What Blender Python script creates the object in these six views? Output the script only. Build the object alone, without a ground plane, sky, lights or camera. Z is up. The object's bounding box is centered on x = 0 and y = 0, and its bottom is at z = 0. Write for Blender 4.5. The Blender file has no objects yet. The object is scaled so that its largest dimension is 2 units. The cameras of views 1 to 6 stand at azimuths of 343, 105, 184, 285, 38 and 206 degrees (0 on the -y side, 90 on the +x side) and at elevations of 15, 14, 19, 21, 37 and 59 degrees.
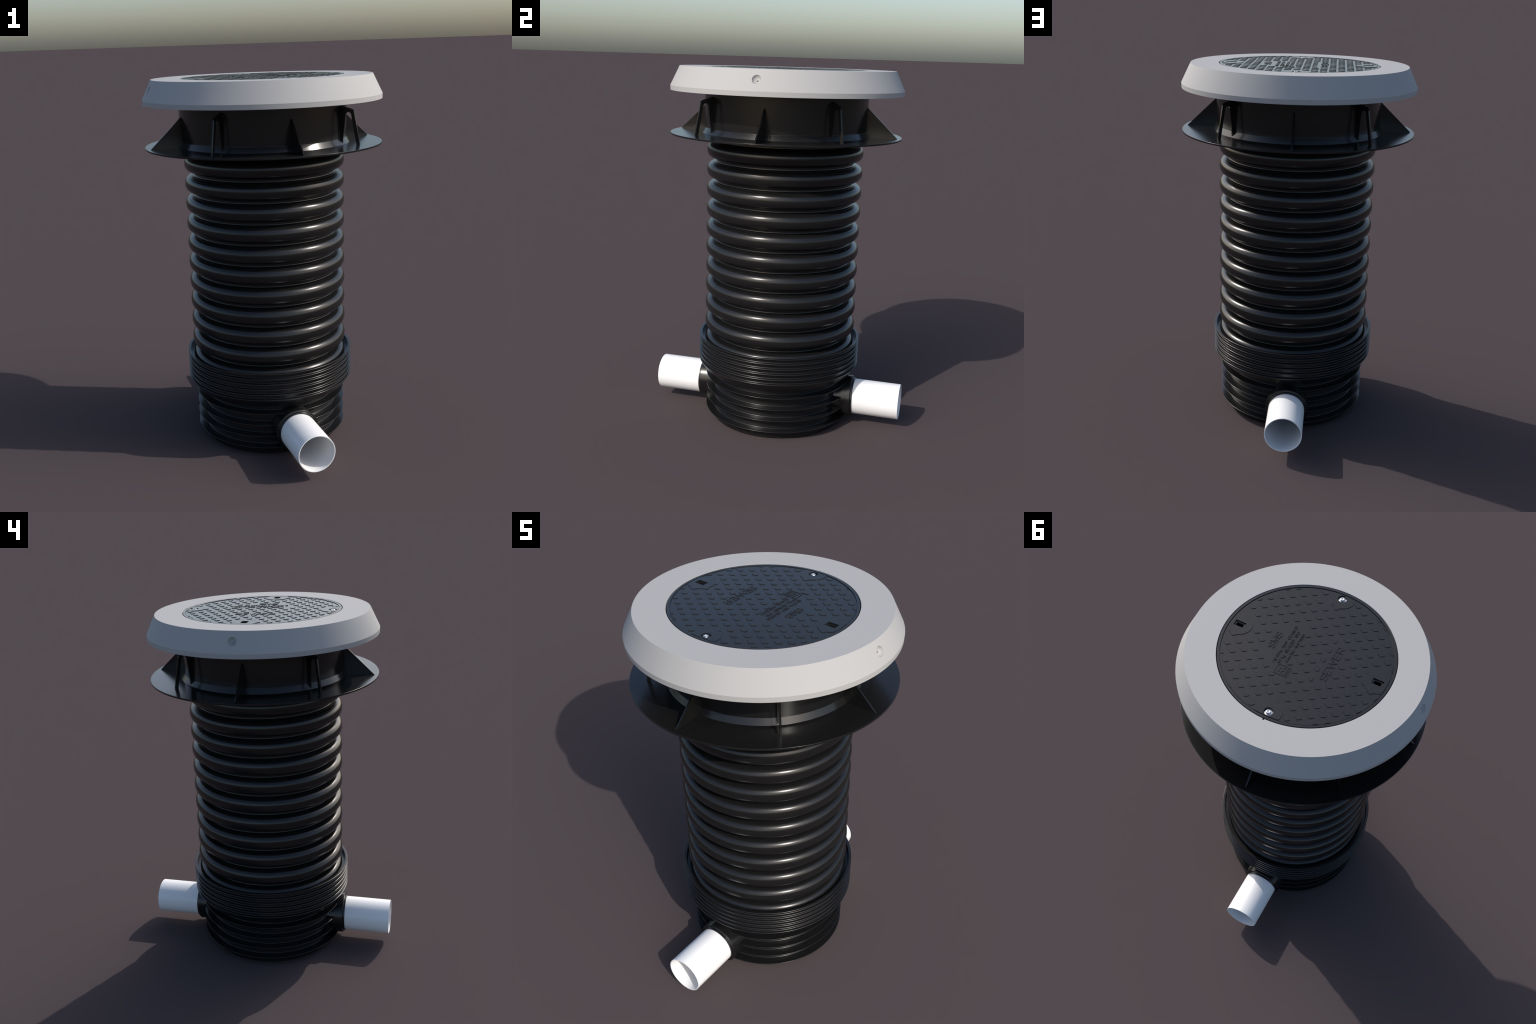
"""Sewer inspection chamber: moulded base with two outlets, corrugated riser,
flanged neck with gussets, pale cover ring and a dark tread-pattern lid."""
import bpy, bmesh, math
from math import sin, cos, pi, atan2, hypot, radians
from mathutils import Vector, Matrix

scene = bpy.context.scene
coll = scene.collection

# ----------------------------------------------------------------- materials
def plastic(name, colour, rough, spec=0.5, grain=0.0, grain_scale=60.0,
            colour_var=0.0, rough_var=0.0, metallic=0.0, coat=0.0):
    m = bpy.data.materials.new(name)
    m.use_nodes = True
    nt = m.node_tree
    N, L = nt.nodes, nt.links
    b = N["Principled BSDF"]
    b.inputs["Roughness"].default_value = rough
    b.inputs["Specular IOR Level"].default_value = spec
    b.inputs["Metallic"].default_value = metallic
    b.inputs["Coat Weight"].default_value = coat
    b.inputs["Coat Roughness"].default_value = 0.12
    tc = N.new("ShaderNodeTexCoord")
    nz = N.new("ShaderNodeTexNoise")
    nz.inputs["Scale"].default_value = grain_scale
    nz.inputs["Detail"].default_value = 4.0
    L.new(tc.outputs["Object"], nz.inputs["Vector"])
    cr = N.new("ShaderNodeValToRGB")
    lo = [max(0.0, c * (1 - colour_var)) for c in colour]
    hi = [min(1.0, c * (1 + colour_var)) for c in colour]
    cr.color_ramp.elements[0].position = 0.3
    cr.color_ramp.elements[1].position = 0.7
    cr.color_ramp.elements[0].color = (*lo, 1)
    cr.color_ramp.elements[1].color = (*hi, 1)
    L.new(nz.outputs["Fac"], cr.inputs["Fac"])
    L.new(cr.outputs["Color"], b.inputs["Base Color"])
    if rough_var:
        mr = N.new("ShaderNodeMapRange")
        mr.inputs["To Min"].default_value = rough - rough_var
        mr.inputs["To Max"].default_value = rough + rough_var
        L.new(nz.outputs["Fac"], mr.inputs["Value"])
        L.new(mr.outputs["Result"], b.inputs["Roughness"])
    if grain:
        bp = N.new("ShaderNodeBump")
        bp.inputs["Strength"].default_value = grain
        bp.inputs["Distance"].default_value = 0.001
        L.new(nz.outputs["Fac"], bp.inputs["Height"])
        L.new(bp.outputs["Normal"], b.inputs["Normal"])
    return m

M_RISER = plastic("black_gloss_plastic", (0.0085, 0.0085, 0.0088), 0.24, colour_var=0.08, grain_scale=30)
M_BASE = plastic("black_moulded_plastic", (0.008, 0.008, 0.0085), 0.26, colour_var=0.08, grain_scale=30)
M_FLANGE = plastic("black_satin_plastic", (0.0082, 0.0082, 0.0084), 0.21, colour_var=0.08, grain_scale=30)
M_RING = plastic("pale_grey_concrete", (0.400, 0.396, 0.391), 0.75, spec=0.3, colour_var=0.015, grain_scale=140)
M_LID = plastic("charcoal_lid", (0.0152, 0.0152, 0.0157), 0.20, spec=0.5, colour_var=0.03, grain_scale=90)
M_PVC = plastic("white_pvc", (0.88, 0.88, 0.885), 0.30, spec=0.5, colour_var=0.008, grain_scale=40)
M_STEEL = plastic("bright_steel", (0.78, 0.77, 0.76), 0.24, metallic=1.0, colour_var=0.04, grain_scale=90)
M_DARK = plastic("dark_backing", (0.004, 0.004, 0.004), 0.8, spec=0.1)  # near-black for solid pieces behind openings; their depth is only colour

# ------------------------------------------------------------------- helpers
def finish(name, bm, mat, parent, sharp=32, recalc=True, weighted=False):
    if recalc:
        bmesh.ops.recalc_face_normals(bm, faces=bm.faces[:])
    me = bpy.data.meshes.new(name)
    bm.to_mesh(me)
    bm.free()
    return from_mesh(name, me, mat, parent, sharp, weighted)

def from_mesh(name, me, mat, parent, sharp=32, weighted=False):
    me.materials.clear()
    me.materials.append(mat)
    for p in me.polygons:
        p.use_smooth = True
    me.set_sharp_from_angle(angle=radians(sharp))
    ob = bpy.data.objects.new(name, me)
    coll.objects.link(ob)
    ob.parent = parent
    if weighted:
        md = ob.modifiers.new("weighted_normal", 'WEIGHTED_NORMAL')
        md.mode = 'FACE_AREA'
        md.weight = 80
        md.keep_sharp = True
    return ob

def revolve(profile, seg=224, closed=True):
    """Closed profile [(r, z), ...] turned about the z axis."""
    bm = bmesh.new()
    rings = []
    for r, z in profile:
        if r < 1e-6:
            rings.append([bm.verts.new((0, 0, z))])
        else:
            rings.append([bm.verts.new((r * cos(2 * pi * i / seg), r * sin(2 * pi * i / seg), z))
                          for i in range(seg)])
    n = len(rings)
    for k in range(n if closed else n - 1):
        a, b = rings[k], rings[(k + 1) % n]
        if len(a) == 1 and len(b) == 1:
            continue
        for i in range(seg):
            j = (i + 1) % seg
            if len(a) == 1:
                bm.faces.new((a[0], b[j], b[i]))
            elif len(b) == 1:
                bm.faces.new((a[i], a[j], b[0]))
            else:
                bm.faces.new((a[i], a[j], b[j], b[i]))
    return bm

def rounded(points, steps=5):
    """Profile of (r, z[, corner radius]) -> (r, z, normal before, normal after).

    Corners with a radius become true arcs carrying exact arc normals, so the
    straight runs stay flat and the edges catch light as thin lines."""
    n = len(points)
    out = []
    def unit(a, b):
        d = Vector((b[0] - a[0], b[1] - a[1]))
        return d.normalized() if d.length > 1e-9 else Vector((0, 0))
    for i, p in enumerate(points):
        q = Vector((p[0], p[1]))
        d0 = unit(points[i - 1], p) if i else None
        d1 = unit(p, points[i + 1]) if i < n - 1 else None
        if d0 is None or d1 is None:
            d = d1 if d0 is None else d0
            out.append((q.x, q.y, (d.y, -d.x), (d.y, -d.x)))
            continue
        n0, n1 = Vector((d0.y, -d0.x)), Vector((d1.y, -d1.x))
        rad = p[2] if len(p) > 2 else 0.0
        turn = d0.angle(d1)
        if rad <= 0 or turn < 0.02:
            out.append((q.x, q.y, tuple(n0), tuple(n1)))
            continue
        room = 0.49 * min((q - Vector(points[i - 1][:2])).length, (Vector(points[i + 1][:2]) - q).length)
        t = min(rad * math.tan(turn / 2), room)
        rad = t / math.tan(turn / 2)
        side = 1 if d0.x * d1.y - d0.y * d1.x > 0 else -1     # left turn: convex outside
        start = q - d0 * t
        centre = start - n0 * rad * side
        for k in range(steps + 1):
            a = turn * k / steps * side
            nn = Vector((n0.x * cos(a) - n0.y * sin(a), n0.x * sin(a) + n0.y * cos(a)))
            pos = centre + nn * rad * side
            out.append((pos.x, pos.y, tuple(nn), tuple(nn)))
    return out

def lathe(name, points, mat, parent, seg=224, steps=5):
    """Turn a rounded open profile about z, with exact profile normals."""
    prof = rounded(points, steps)
    bm = revolve([(p[0], p[1]) for p in prof], seg, closed=False)
    bm.verts.index_update()
    where = {}
    idx = 0
    for k, p in enumerate(prof):
        for _ in range(1 if p[0] < 1e-6 else seg):
            where[idx] = k
            idx += 1
    me = bpy.data.meshes.new(name)
    bm.to_mesh(me)
    bm.free()
    normals = []
    for poly in me.polygons:
        ks = [where[me.loops[l].vertex_index] for l in poly.loop_indices]
        lo = min(ks)
        ang = atan2(poly.center.y, poly.center.x)
        for l in poly.loop_indices:
            v = me.loops[l].vertex_index
            k = where[v]
            nr, nz = prof[k][3] if k == lo else prof[k][2]
            co = me.vertices[v].co
            a = atan2(co.y, co.x) if hypot(co.x, co.y) > 1e-6 else ang
            normals.append(Vector((nr * cos(a), nr * sin(a), nz)).normalized())
    me.materials.append(mat)
    for p in me.polygons:
        p.use_smooth = True
    me.normals_split_custom_set(normals)
    ob = bpy.data.objects.new(name, me)
    coll.objects.link(ob)
    ob.parent = parent
    return ob

def prism(poly, z0, z1, bevel=0.0):
    """Polygon in xy extruded from z0 to z1; the top edge may be drawn in."""
    bm = bmesh.new()
    n = len(poly)
    cx = sum(p[0] for p in poly) / n
    cy = sum(p[1] for p in poly) / n
    lo = [bm.verts.new((x, y, z0)) for x, y in poly]
    if bevel:
        hi = []
        for x, y in poly:
            d = hypot(x - cx, y - cy) or 1
            k = 1 - bevel / d
            hi.append(bm.verts.new((cx + (x - cx) * k, cy + (y - cy) * k, z1)))
    else:
        hi = [bm.verts.new((x, y, z1)) for x, y in poly]
    bm.faces.new(lo[::-1])
    bm.faces.new(hi)
    for i in range(n):
        j = (i + 1) % n
        bm.faces.new((lo[i], lo[j], hi[j], hi[i]))
    return bm

def merge(*bms):
    out = bmesh.new()
    for b in bms:
        me = bpy.data.meshes.new("tmp")
        b.to_mesh(me)
        out.from_mesh(me)
        b.free()
        bpy.data.meshes.remove(me)
    return out

def cut(bm, cutters):
    """Exact boolean difference of bm with each cutter; gives a mesh."""
    bmesh.ops.recalc_face_normals(bm, faces=bm.faces[:])
    me = bpy.data.meshes.new("work")
    bm.to_mesh(me); bm.free()
    ob = bpy.data.objects.new("work", me); coll.objects.link(ob)
    extra = []
    for c in cutters:
        bmesh.ops.recalc_face_normals(c, faces=c.faces[:])
        cm = bpy.data.meshes.new("cutter"); c.to_mesh(cm); c.free()
        co = bpy.data.objects.new("cutter", cm); coll.objects.link(co)
        md = ob.modifiers.new("b", 'BOOLEAN')
        md.operation = 'DIFFERENCE'; md.solver = 'EXACT'; md.object = co
        extra.append((co, cm))
    dg = bpy.context.evaluated_depsgraph_get()
    dg.update()
    res = bpy.data.meshes.new_from_object(ob.evaluated_get(dg))
    bpy.data.objects.remove(ob)
    for co, cm in extra:
        bpy.data.objects.remove(co)
        bpy.data.meshes.remove(cm)
    return res

def box(x0, x1, y0, y1, z0, z1):
    return prism([(x0, y0), (x1, y0), (x1, y1), (x0, y1)], z0, z1)

def disc_poly(cx, cy, r, n=48):
    return [(cx + r * cos(2 * pi * i / n), cy + r * sin(2 * pi * i / n)) for i in range(n)]

def clip(poly, nx, ny, d):
    """Keep the part of a convex polygon with nx*x + ny*y <= d."""
    out = []
    for i in range(len(poly)):
        p, q = poly[i], poly[(i + 1) % len(poly)]
        a, b = nx * p[0] + ny * p[1] - d, nx * q[0] + ny * q[1] - d
        if a <= 0:
            out.append(p)
        if a * b < 0:
            t = a / (a - b)
            out.append((p[0] + t * (q[0] - p[0]), p[1] + t * (q[1] - p[1])))
    return out

# ---------------------------------------------------------------- the object
root = bpy.data.objects.new("sewer_inspection_chamber", None)
coll.objects.link(root)
root["label"] = "black corrugated sewer chamber with grey cover ring and white outlets"
root["category"] = "inspection chamber"

# --- base: plain foot, four thin fins, cone, ribbed socket ------------------
FIN_R, WALL_R = 0.4215, 0.3765
FIN_Z = [0.0517, 0.1182, 0.1845, 0.2508]
SOCK_R, SOCK_ROOT, SOCK_IN = 0.4641, 0.4510, 0.4490
RIB_TOP, RIB_PITCH, RIB_N = 0.4955, 0.0296, 6

def base_profile():
    p = [(0.0, 0.0), (0.383, 0.0, 0.003), (0.383, 0.032, 0.002), (WALL_R, 0.0335, 0.001)]
    for z in FIN_Z:
        # thin tapered fin: rounded lip, small fillet where its top meets the wall
        p += [(WALL_R, z - 0.0050, 0.001), (FIN_R, z - 0.0032, 0.0006), (FIN_R, z, 0.0030), (WALL_R, z + 0.0022, 0.0034)]
    p += [(WALL_R, 0.2990, 0.002), (0.4340, 0.3015, 0.0015)]
    zr = RIB_TOP - (RIB_N - 1) * RIB_PITCH
    p += [(SOCK_R - 0.0004, zr - 0.0045, 0.001), (SOCK_R, zr, 0.0030)]
    for k in range(1, RIB_N):
        z = RIB_TOP - (RIB_N - 1 - k) * RIB_PITCH
        p += [(SOCK_ROOT, z - RIB_PITCH + 0.0036, 0.0030), (SOCK_ROOT, z - 0.0068, 0.001),
              (SOCK_R, z - 0.0050, 0.0008), (SOCK_R, z, 0.0030)]
    p += [(SOCK_IN, RIB_TOP, 0.0015), (SOCK_IN, 0.4680, 0.003), (0.30, 0.4660), (0.0, 0.4660)]
    return p

base = lathe("base", base_profile(), M_BASE, root)

# --- riser: corrugated pipe --------------------------------------------------
R_CREST, R_ROOT, PITCH, Z_TOP = 0.4322, 0.3790, 0.1095, 1.5552
VALLEY, FLAT, EXPO = 0.0072, 0.0043, 2.35   # valley fillet radius, half flat root, crest roundness

def riser_profile():
    p = []
    half = PITCH / 2 - VALLEY - FLAT
    base = R_ROOT + VALLEY
    for k in range(12):
        zc = Z_TOP + PITCH - (11 - k) * PITCH
        n = 28
        for i in range(n + 1):
            # rounded crest: super-ellipse standing on the valley arcs
            t = -pi / 2 + pi * i / n
            c, s = max(0.0, cos(t)), sin(t)
            p.append((base + (R_CREST - base) * c ** (2 / EXPO),
                      zc + half * (1 if s > 0 else -1) * abs(s) ** (2 / EXPO)))
        if k < 11:
            for i in range(1, 12):
                # narrow valley: two fillets with a short straight root between
                t = pi * i / 12
                flat = FLAT if i > 6 else -FLAT
                p.append((base - VALLEY * sin(t), zc + PITCH / 2 - VALLEY * cos(t) + flat))
                if i == 6:
                    p.append((base - VALLEY, zc + PITCH / 2 + FLAT))
    return p

rp = riser_profile()
rp = [(0.0, rp[0][1] - 0.004)] + [(R_ROOT, rp[0][1] - 0.004)] + rp + [(0.0, rp[-1][1])]
riser = finish("riser_pipe", revolve(rp, closed=False), M_RISER, root, sharp=80)

# --- neck with flange --------------------------------------------------------
NECK_R, FL_R, FL_Z = 0.4465, 0.6335, 1.649
neck_profile = [(0.432, 1.86), (0.432, 1.640), (0.445, FL_Z - 0.0105), (FL_R, FL_Z - 0.0092, 0.001), (FL_R, FL_Z, 0.0012),
                (0.4630, FL_Z, 0.0012), (NECK_R, 1.6780, 0.002), (NECK_R, 1.90)]
neck = lathe("flanged_neck", neck_profile, M_FLANGE, root)

def plate(name, outline, thick, azimuth, mesh=None, hole=None):
    """Radial plate: outline in (r, z), set upright at an azimuth."""
    if mesh is None:
        bm = bmesh.new()
        loops = [outline] + ([hole] if hole else [])
        edges = []
        for lp in loops:
            vs = [bm.verts.new((r, 0, z)) for r, z in lp]
            edges += [bm.edges.new((vs[i], vs[(i + 1) % len(vs)])) for i in range(len(vs))]
        bmesh.ops.triangle_fill(bm, use_beauty=True, use_dissolve=True, edges=edges)
        ret = bmesh.ops.extrude_face_region(bm, geom=bm.faces[:])
        for g in ret["geom"]:
            if isinstance(g, bmesh.types.BMVert):
                g.co.y += thick / 2
        moved = {g for g in ret["geom"] if isinstance(g, bmesh.types.BMVert)}
        for v in bm.verts:
            if v not in moved:
                v.co.y -= thick / 2
        ob = finish(name, bm, M_FLANGE, neck, sharp=30)
    else:
        ob = bpy.data.objects.new(name, mesh)
        coll.objects.link(ob)
        ob.parent = neck
    ob.rotation_euler = (0, 0, azimuth)
    return ob

tri = [(0.440, 1.800), (0.4475, 1.8075), (0.450, 1.8065), (0.6125, 1.6515), (0.6125, 1.645), (0.440, 1.645)]
m = None
for k in range(4):
    m = plate("gusset", tri, 0.0072, k * pi / 2, m).data

def arc(cx, cz, r, a0, a1, n):
    return [(cx + r * cos(radians(a0 + (a1 - a0) * i / n)), cz + r * sin(radians(a0 + (a1 - a0) * i / n)))
            for i in range(n + 1)]

# loop gusset: sloping top, rounded shoulder, raked outer leg, round-topped slot
loop_out = [(0.440, 1.848), (0.4475, 1.8465)] + arc(0.4975, 1.8080, 0.0245, 75, 10.6, 9) + \
           [(0.552, 1.650), (0.552, 1.645), (0.5335, 1.645)] + \
           [(0.5335, 1.650)] + arc(0.4900, 1.7985, 0.0155, 10, 178, 12) + \
           [(0.4590, 1.660), (0.4590, 1.645), (0.440, 1.645)]
m = None
for k in range(4):
    m = plate("loop_gusset", loop_out, 0.0078, pi / 4 + k * pi / 2, m).data

# --- outlets: collar moulded on the base, PVC stub pipe through it -----------
OUT_Z, PIPE_R, PIPE_IN = 0.1532, 0.1003, 0.0955
collar_profile = [(0.1180, 0.30), (0.1180, 0.4510, 0.0025), (0.1085, 0.4540, 0.0012), (0.1078, 0.4630, 0.0018),
                  (0.1000, 0.4630, 0.001), (0.0995, 0.455)]
pipe_profile = [(PIPE_R, 0.33), (PIPE_R, 0.7248, 0.0008), (PIPE_IN, 0.7248, 0.0008), (PIPE_IN, 0.33)]
pm = cm = dm = None
for sgn in (-1, 1):
    rot = Matrix.Rotation(-sgn * pi / 2, 4, 'X')
    mat = Matrix.Translation((0, 0, OUT_Z)) @ rot
    if pm is None:
        c = lathe("outlet_collar", collar_profile, M_BASE, base, 128)
        p = lathe("outlet_pipe", pipe_profile, M_PVC, root, 128)
        bm = prism(disc_poly(0, 0, 0.0985, 64), 0.372, 0.380)
        d = finish("outlet_dark_disc", bm, M_DARK, base, sharp=40)  # added dark disc at the base wall; no bore is cut there
        cm, pm, dm = c.data, p.data, d.data
    else:
        c = bpy.data.objects.new("outlet_collar", cm); coll.objects.link(c); c.parent = base
        p = bpy.data.objects.new("outlet_pipe", pm); coll.objects.link(p); p.parent = root
        d = bpy.data.objects.new("outlet_dark_disc", dm); coll.objects.link(d); d.parent = base
    for o in (c, p, d):
        o.matrix_local = mat

# --- cover ring --------------------------------------------------------------
RING_IN, TOP = 0.4345, 2.0
ring_profile = [(RING_IN, TOP - 0.0006), (RING_IN + 0.0006, TOP), (0.5850, TOP),
                (0.6349, 1.8966), (0.6340, 1.8725), (0.430, 1.8725), (0.430, 1.915),
                (0.415, 1.915), (0.415, 1.925), (RING_IN, 1.925)]
cutters = []
for sgn in (1, -1):
    s = bmesh.new()
    # shallow spherical lifting recess sunk square to the sloping side
    slope = atan2(0.051, 0.104)
    nrm = Vector((sgn * cos(slope), 0, sin(slope)))
    ctr = Vector((sgn * 0.6085, 0, 1.9515))
    rad, depth = 0.0232, 0.0175
    sph = (rad * rad + depth * depth) / (2 * depth)
    bmesh.ops.create_uvsphere(s, u_segments=48, v_segments=32, radius=sph,
                              matrix=Matrix.Translation(ctr + nrm * (sph - depth)) @ nrm.to_track_quat('Z', 'Y').to_matrix().to_4x4())
    cutters.append(s)
cutters.append(prism([(-0.0085, 0.430), (0.0085, 0.430), (0.0005, 0.4435), (-0.0005, 0.4435)], 1.985, 2.01))
ring = from_mesh("cover_ring", cut(revolve(ring_profile, 256), cutters), M_RING, root, sharp=12)
for sgn in (1, -1):
    # small plug seated in the floor of each recess
    slope = atan2(0.051, 0.104)
    nrm = Vector((sgn * cos(slope), 0, sin(slope)))
    ctr = Vector((sgn * 0.6085, 0, 1.9515)) - nrm * 0.0182
    bm = merge(prism(disc_poly(0, 0, 0.0046, 24), 0, 0.0095, bevel=0.0006))
    o = finish("lifting_plug", bm, M_RING, ring, sharp=30)
    o.matrix_local = Matrix.Translation(ctr) @ nrm.to_track_quat('Z', 'Y').to_matrix().to_4x4()

# --- lid ---------------------------------------------------------------------
LID_R, RIM_R, FLOOR = 0.4303, 0.4180, 1.9972
STUD_TOP, PAD_TOP = 1.9998, 1.9995
BOLTS = [(0.0, 0.388), (0.0, -0.388)]
SLOTS = [(0.368, 0.0007), (-0.3685, 0.0007)]
PAD_R, LIMIT = 0.065, 0.4165

lid_profile = [(0.0, 1.972), (LID_R - 0.004, 1.972), (LID_R, 1.976), (LID_R, TOP - 0.0008), (LID_R - 0.0008, TOP),
               (RIM_R + 0.0006, TOP), (RIM_R, TOP - 0.0006), (RIM_R - 0.0001, FLOOR - 0.0040), (RIM_R - 0.0026, FLOOR - 0.0040),
               (RIM_R - 0.0028, FLOOR), (0.0, FLOOR)]

def lid_cutters():
    cs = []
    for x, y in BOLTS:
        cs.append(prism(disc_poly(x, y, 0.0226, 48), 1.9860, 2.02))
    for x, y in SLOTS:
        cs.append(box(x - 0.0272, x + 0.0272, y - 0.0172, y + 0.0172, 1.9930, 2.02))
        cs.append(box(x - 0.0190, x + 0.0190, y - 0.0102, y + 0.0102, 1.90, 2.03))
    return cs

lid = from_mesh("lid", cut(revolve(lid_profile, 224, closed=False), lid_cutters()), M_LID, root, sharp=30)

for x, y in BOLTS + SLOTS:
    poly = []
    for px, py in disc_poly(x, y, PAD_R, 72):
        d = hypot(px, py)
        if d > LIMIT - 0.003:
            px, py = px * (LIMIT - 0.003) / d, py * (LIMIT - 0.003) / d
        poly.append((px, py))
    from_mesh("raised_pad", cut(prism(poly, 1.9955, PAD_TOP), lid_cutters()), M_LID, lid, sharp=30)
for x, y in SLOTS:
    finish("key_slot_dark_block", merge(box(x - 0.0195, x + 0.0195, y - 0.0108, y + 0.0108, 1.960, 1.9725)), M_DARK, lid)  # solid near-black block closing the slot from below

# tread studs: small diamonds with blunt flanks, in staggered columns
COL, ROW, X0, Y0 = 0.0455, 0.0640, 0.0937, -0.3190
SW, SH, SF = 0.0180, 0.0150, 0.0028       # half width, half height, half blunt flank
TEXT_BOXES = [(-0.163, -0.096, -0.128, 0.128),    # SEWER
              (0.136, 0.204, -0.075, 0.075),      # SMS
              (0.050, 0.140, -0.130, 0.140),      # small print
              (0.013, 0.094, 0.112, 0.188)]       # mark
def stud_poly(cx, cy):
    return [(cx + SW, cy - SF), (cx + SW, cy + SF), (cx, cy + SH), (cx - SW, cy + SF), (cx - SW, cy - SF), (cx, cy - SH)]

stud_mesh = None
for i in range(-12, 10):
    for j in range(-9, 16):
        cx = X0 + i * COL
        cy = Y0 + j * ROW + (ROW / 2 if i % 2 else 0)
        d = hypot(cx, cy)
        if d > LIMIT + 0.006:
            continue
        if any(hypot(cx - x, cy - y) < PAD_R - 0.004 for x, y in BOLTS + SLOTS):
            continue
        poly, whole, drop = stud_poly(cx, cy), True, False
        for x0, x1, y0, y1 in TEXT_BOXES:
            if x0 < cx < x1 and y0 < cy < y1:
                drop = True
            elif x0 - SW < cx < x1 + SW and y0 - SH < cy < y1 + SH:
                gaps = [(cx - x1, (-1, 0, -x1)), (x0 - cx, (1, 0, x0)), (cy - y1, (0, -1, -y1)), (y0 - cy, (0, 1, y0))]
                g, (nx, ny, dd) = max(gaps)
                poly, whole = clip(poly, nx, ny, dd), False
        if drop:
            continue
        if max(hypot(*p) for p in poly) > LIMIT - 0.003:
            poly, whole = clip(poly, cx / d, cy / d, LIMIT - 0.004), False
        if len(poly) < 3:
            continue
        area = abs(sum(poly[a][0] * poly[(a + 1) % len(poly)][1] - poly[(a + 1) % len(poly)][0] * poly[a][1]
                       for a in range(len(poly)))) / 2
        if area < 3e-5:
            continue
        if whole:
            if stud_mesh is None:
                o = finish("tread_stud", prism(stud_poly(0, 0), FLOOR - 0.001, STUD_TOP, bevel=0.0004), M_LID, lid, sharp=25)
                stud_mesh = o.data
            else:
                o = bpy.data.objects.new("tread_stud", stud_mesh)
                coll.objects.link(o)
                o.parent = lid
            o.location = (cx, cy, 0)
        else:
            finish("tread_stud", prism(poly, FLOOR - 0.001, STUD_TOP, bevel=0.0004), M_LID, lid, sharp=25)

# lettering: reads along -y with its top towards +x
def lettering(name, body, cap, y_start, length, x_base, spacing=1.0, bold=0.0):
    cu = bpy.data.curves.new(name, 'FONT')
    cu.body = body
    cu.size = 1.0
    cu.space_character = spacing
    cu.offset = bold
    cu.extrude = 0.0
    cu.resolution_u = 4
    ob = bpy.data.objects.new(name, cu)
    coll.objects.link(ob)
    dg = bpy.context.evaluated_depsgraph_get()
    dg.update()
    me = bpy.data.meshes.new_from_object(ob.evaluated_get(dg))
    bpy.data.objects.remove(ob)
    xs = [v.co.x for v in me.vertices]
    ref = [v.co.y for v in me.vertices]
    x0, w, h = min(xs), max(xs) - min(xs), 0.69
    bm = bmesh.new()
    bm.from_mesh(me)
    bpy.data.meshes.remove(me)
    for v in bm.verts:
        u, t = (v.co.x - x0) / w * length, v.co.y / h * cap
        v.co = (x_base + t, y_start - u, FLOOR - 0.0008)
    bmesh.ops.recalc_face_normals(bm, faces=bm.faces[:])
    ret = bmesh.ops.extrude_face_region(bm, geom=bm.faces[:])
    for g in ret["geom"]:
        if isinstance(g, bmesh.types.BMVert):
            g.co.z = STUD_TOP + 0.0001
    o = finish(name, bm, M_LID, lid, sharp=30)
    return o

def stroke(path, width, top):
    """Open polyline in the lid plane, thickened with mitred corners."""
    pts = [Vector(p) for p in path]
    left, right = [], []
    for i, p in enumerate(pts):
        d0 = (p - pts[i - 1]).normalized() if i else (pts[1] - p).normalized()
        d1 = (pts[i + 1] - p).normalized() if i < len(pts) - 1 else d0
        n0, n1 = Vector((-d0.y, d0.x)), Vector((-d1.y, d1.x))
        m = (n0 + n1).normalized()
        m *= width / 2 / max(0.35, m.dot(n0))
        left.append(p + m)
        right.append(p - m)
    poly = left + right[::-1]
    return prism([(q.x, q.y) for q in poly], FLOOR - 0.0008, top)

def curve_s(w):
    """Letter S as one stroke in a cell of width w and height 1."""
    r = 0.25
    p = [(w, 0.84)]
    for i in range(7):
        a = radians(50 + 220 * i / 6)
        p.append((w / 2 + w / 2 * cos(a), 0.75 + r * sin(a)))
    for i in range(7):
        a = radians(90 - 220 * i / 6)
        p.append((w / 2 + w / 2 * cos(a), 0.25 + r * sin(a)))
    p.append((0, 0.16))
    return p

def glyph(ch, w):
    if ch == "S":
        return [curve_s(w)]
    if ch == "E":
        return [[(w, 1), (0, 1), (0, 0), (w, 0)], [(0.05, 0.52), (w * 0.9, 0.52)]]
    if ch == "W":
        return [[(0, 1), (w * 0.27, 0), (w * 0.5, 0.95), (w * 0.73, 0), (w, 1)]]
    if ch == "M":
        return [[(0, 0), (w * 0.08, 1), (w * 0.5, 0.1), (w * 0.92, 1), (w, 0)]]
    bowl = [(w * 0.55 + w * 0.42 * cos(radians(a)), 0.73 + 0.27 * sin(radians(a))) for a in range(90, -91, -30)]
    return [[(0, 0), (0, 1)] + bowl + [(0.07, 0.46)], [(w * 0.52, 0.43), (w, 0)]]

def title(letters, cap, y_start, x_base, width):
    parts, u = [], 0.0
    for ch, w, step in letters:
        for k, path in enumerate(glyph(ch, w / cap)):
            parts.append(stroke([(x_base + t * cap, y_start - u - q * cap) for q, t in path], width,
                                STUD_TOP + 0.0001 - 0.0002 * k))
        u += step
    finish("title_lettering", merge(*parts), M_LID, lid, sharp=30)

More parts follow.
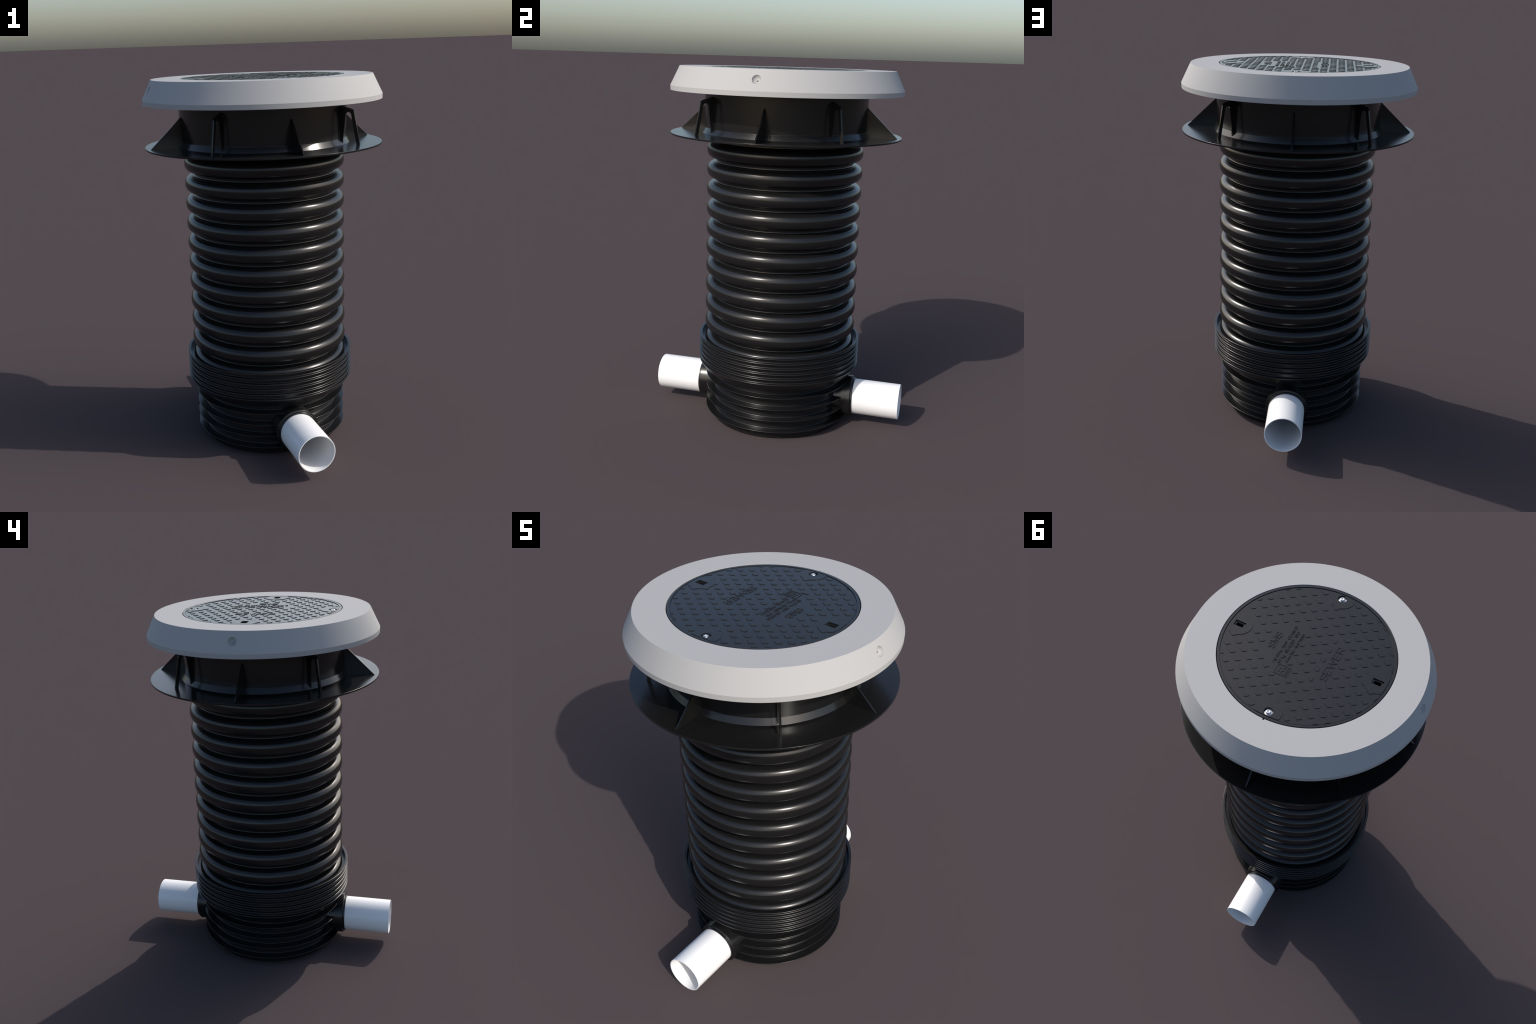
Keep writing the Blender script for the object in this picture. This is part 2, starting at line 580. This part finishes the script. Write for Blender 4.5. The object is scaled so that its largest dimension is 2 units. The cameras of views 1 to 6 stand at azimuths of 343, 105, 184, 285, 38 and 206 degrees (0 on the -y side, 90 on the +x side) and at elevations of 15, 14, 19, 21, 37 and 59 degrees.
title([("S", 0.031, 0.0400), ("E", 0.027, 0.0360), ("W", 0.056, 0.0645), ("E", 0.027, 0.0420), ("R", 0.031, 0.0370)],
      0.0330, 0.1110, -0.1510, 0.0042)
title([("S", 0.029, 0.0350), ("M", 0.032, 0.0385), ("S", 0.029, 0.0350)], 0.0310, 0.0540, 0.1545, 0.0042)
lettering("fine_lettering", "AS 3996: 2019  CLASS D", 0.0150, 0.1270, 0.2460, 0.1085)
lettering("fine_lettering", "57 kg  SEALED  IPD", 0.0150, 0.1210, 0.2160, 0.0835)
lettering("fine_lettering", "Cert No. AMI 70009", 0.0140, 0.0985, 0.1930, 0.0565)

# square mark beside the small print: outlined box, zig-zag strokes, two lines
def bar(x0, y0, x1, y1, w):
    dx, dy = x1 - x0, y1 - y0
    l = hypot(dx, dy)
    nx, ny = -dy / l * w / 2, dx / l * w / 2
    return prism([(x0 + nx, y0 + ny), (x0 - nx, y0 - ny), (x1 - nx, y1 - ny), (x1 + nx, y1 + ny)], FLOOR - 0.0008, STUD_TOP - 0.0004)
W = 0.0028
bars = [bar(0.0195, 0.1235, 0.0885, 0.1235, W), bar(0.0195, 0.1780, 0.0885, 0.1780, W),
        bar(0.0872, 0.1249, 0.0872, 0.1766, W), bar(0.0208, 0.1249, 0.0208, 0.1766, W),
        bar(0.0340, 0.1249, 0.0340, 0.1766, 0.0022), bar(0.0280, 0.1300, 0.0280, 0.1720, 0.0018),
        bar(0.0700, 0.1640, 0.0700, 0.1540, 0.0046), bar(0.0690, 0.1460, 0.0690, 0.1360, 0.0046),
        stroke([(0.0420, 0.1690), (0.0600, 0.1610), (0.0450, 0.1510), (0.0600, 0.1410), (0.0420, 0.1330)], 0.0034, STUD_TOP - 0.0004)]
finish("square_mark", merge(*bars), M_LID, lid, sharp=30)

# lid bolts: cup washer with a socket button head
wm = hm = None
for x, y in BOLTS:
    if wm is None:
        w = finish("washer", revolve([(0.0, 1.9865), (0.0220, 1.9865), (0.0220, 1.9905), (0.0212, 1.9912),
                                      (0.0125, 1.9905), (0.0, 1.9905)], 48, closed=False), M_STEEL, lid, sharp=50)
        h = finish("bolt_head", revolve([(0.0, 1.9900), (0.0122, 1.9900), (0.0122, 1.9962), (0.0112, 1.9984), (0.0090, 1.9994),
                                         (0.0058, 1.9994), (0.0052, 1.9988), (0.0048, 1.9962), (0.0, 1.9955)], 40, closed=False),
                   M_STEEL, lid, sharp=50)
        wm, hm = w.data, h.data
    else:
        w = bpy.data.objects.new("washer", wm); coll.objects.link(w); w.parent = lid
        h = bpy.data.objects.new("bolt_head", hm); coll.objects.link(h); h.parent = lid
    w.location = h.location = (x, y, 0)
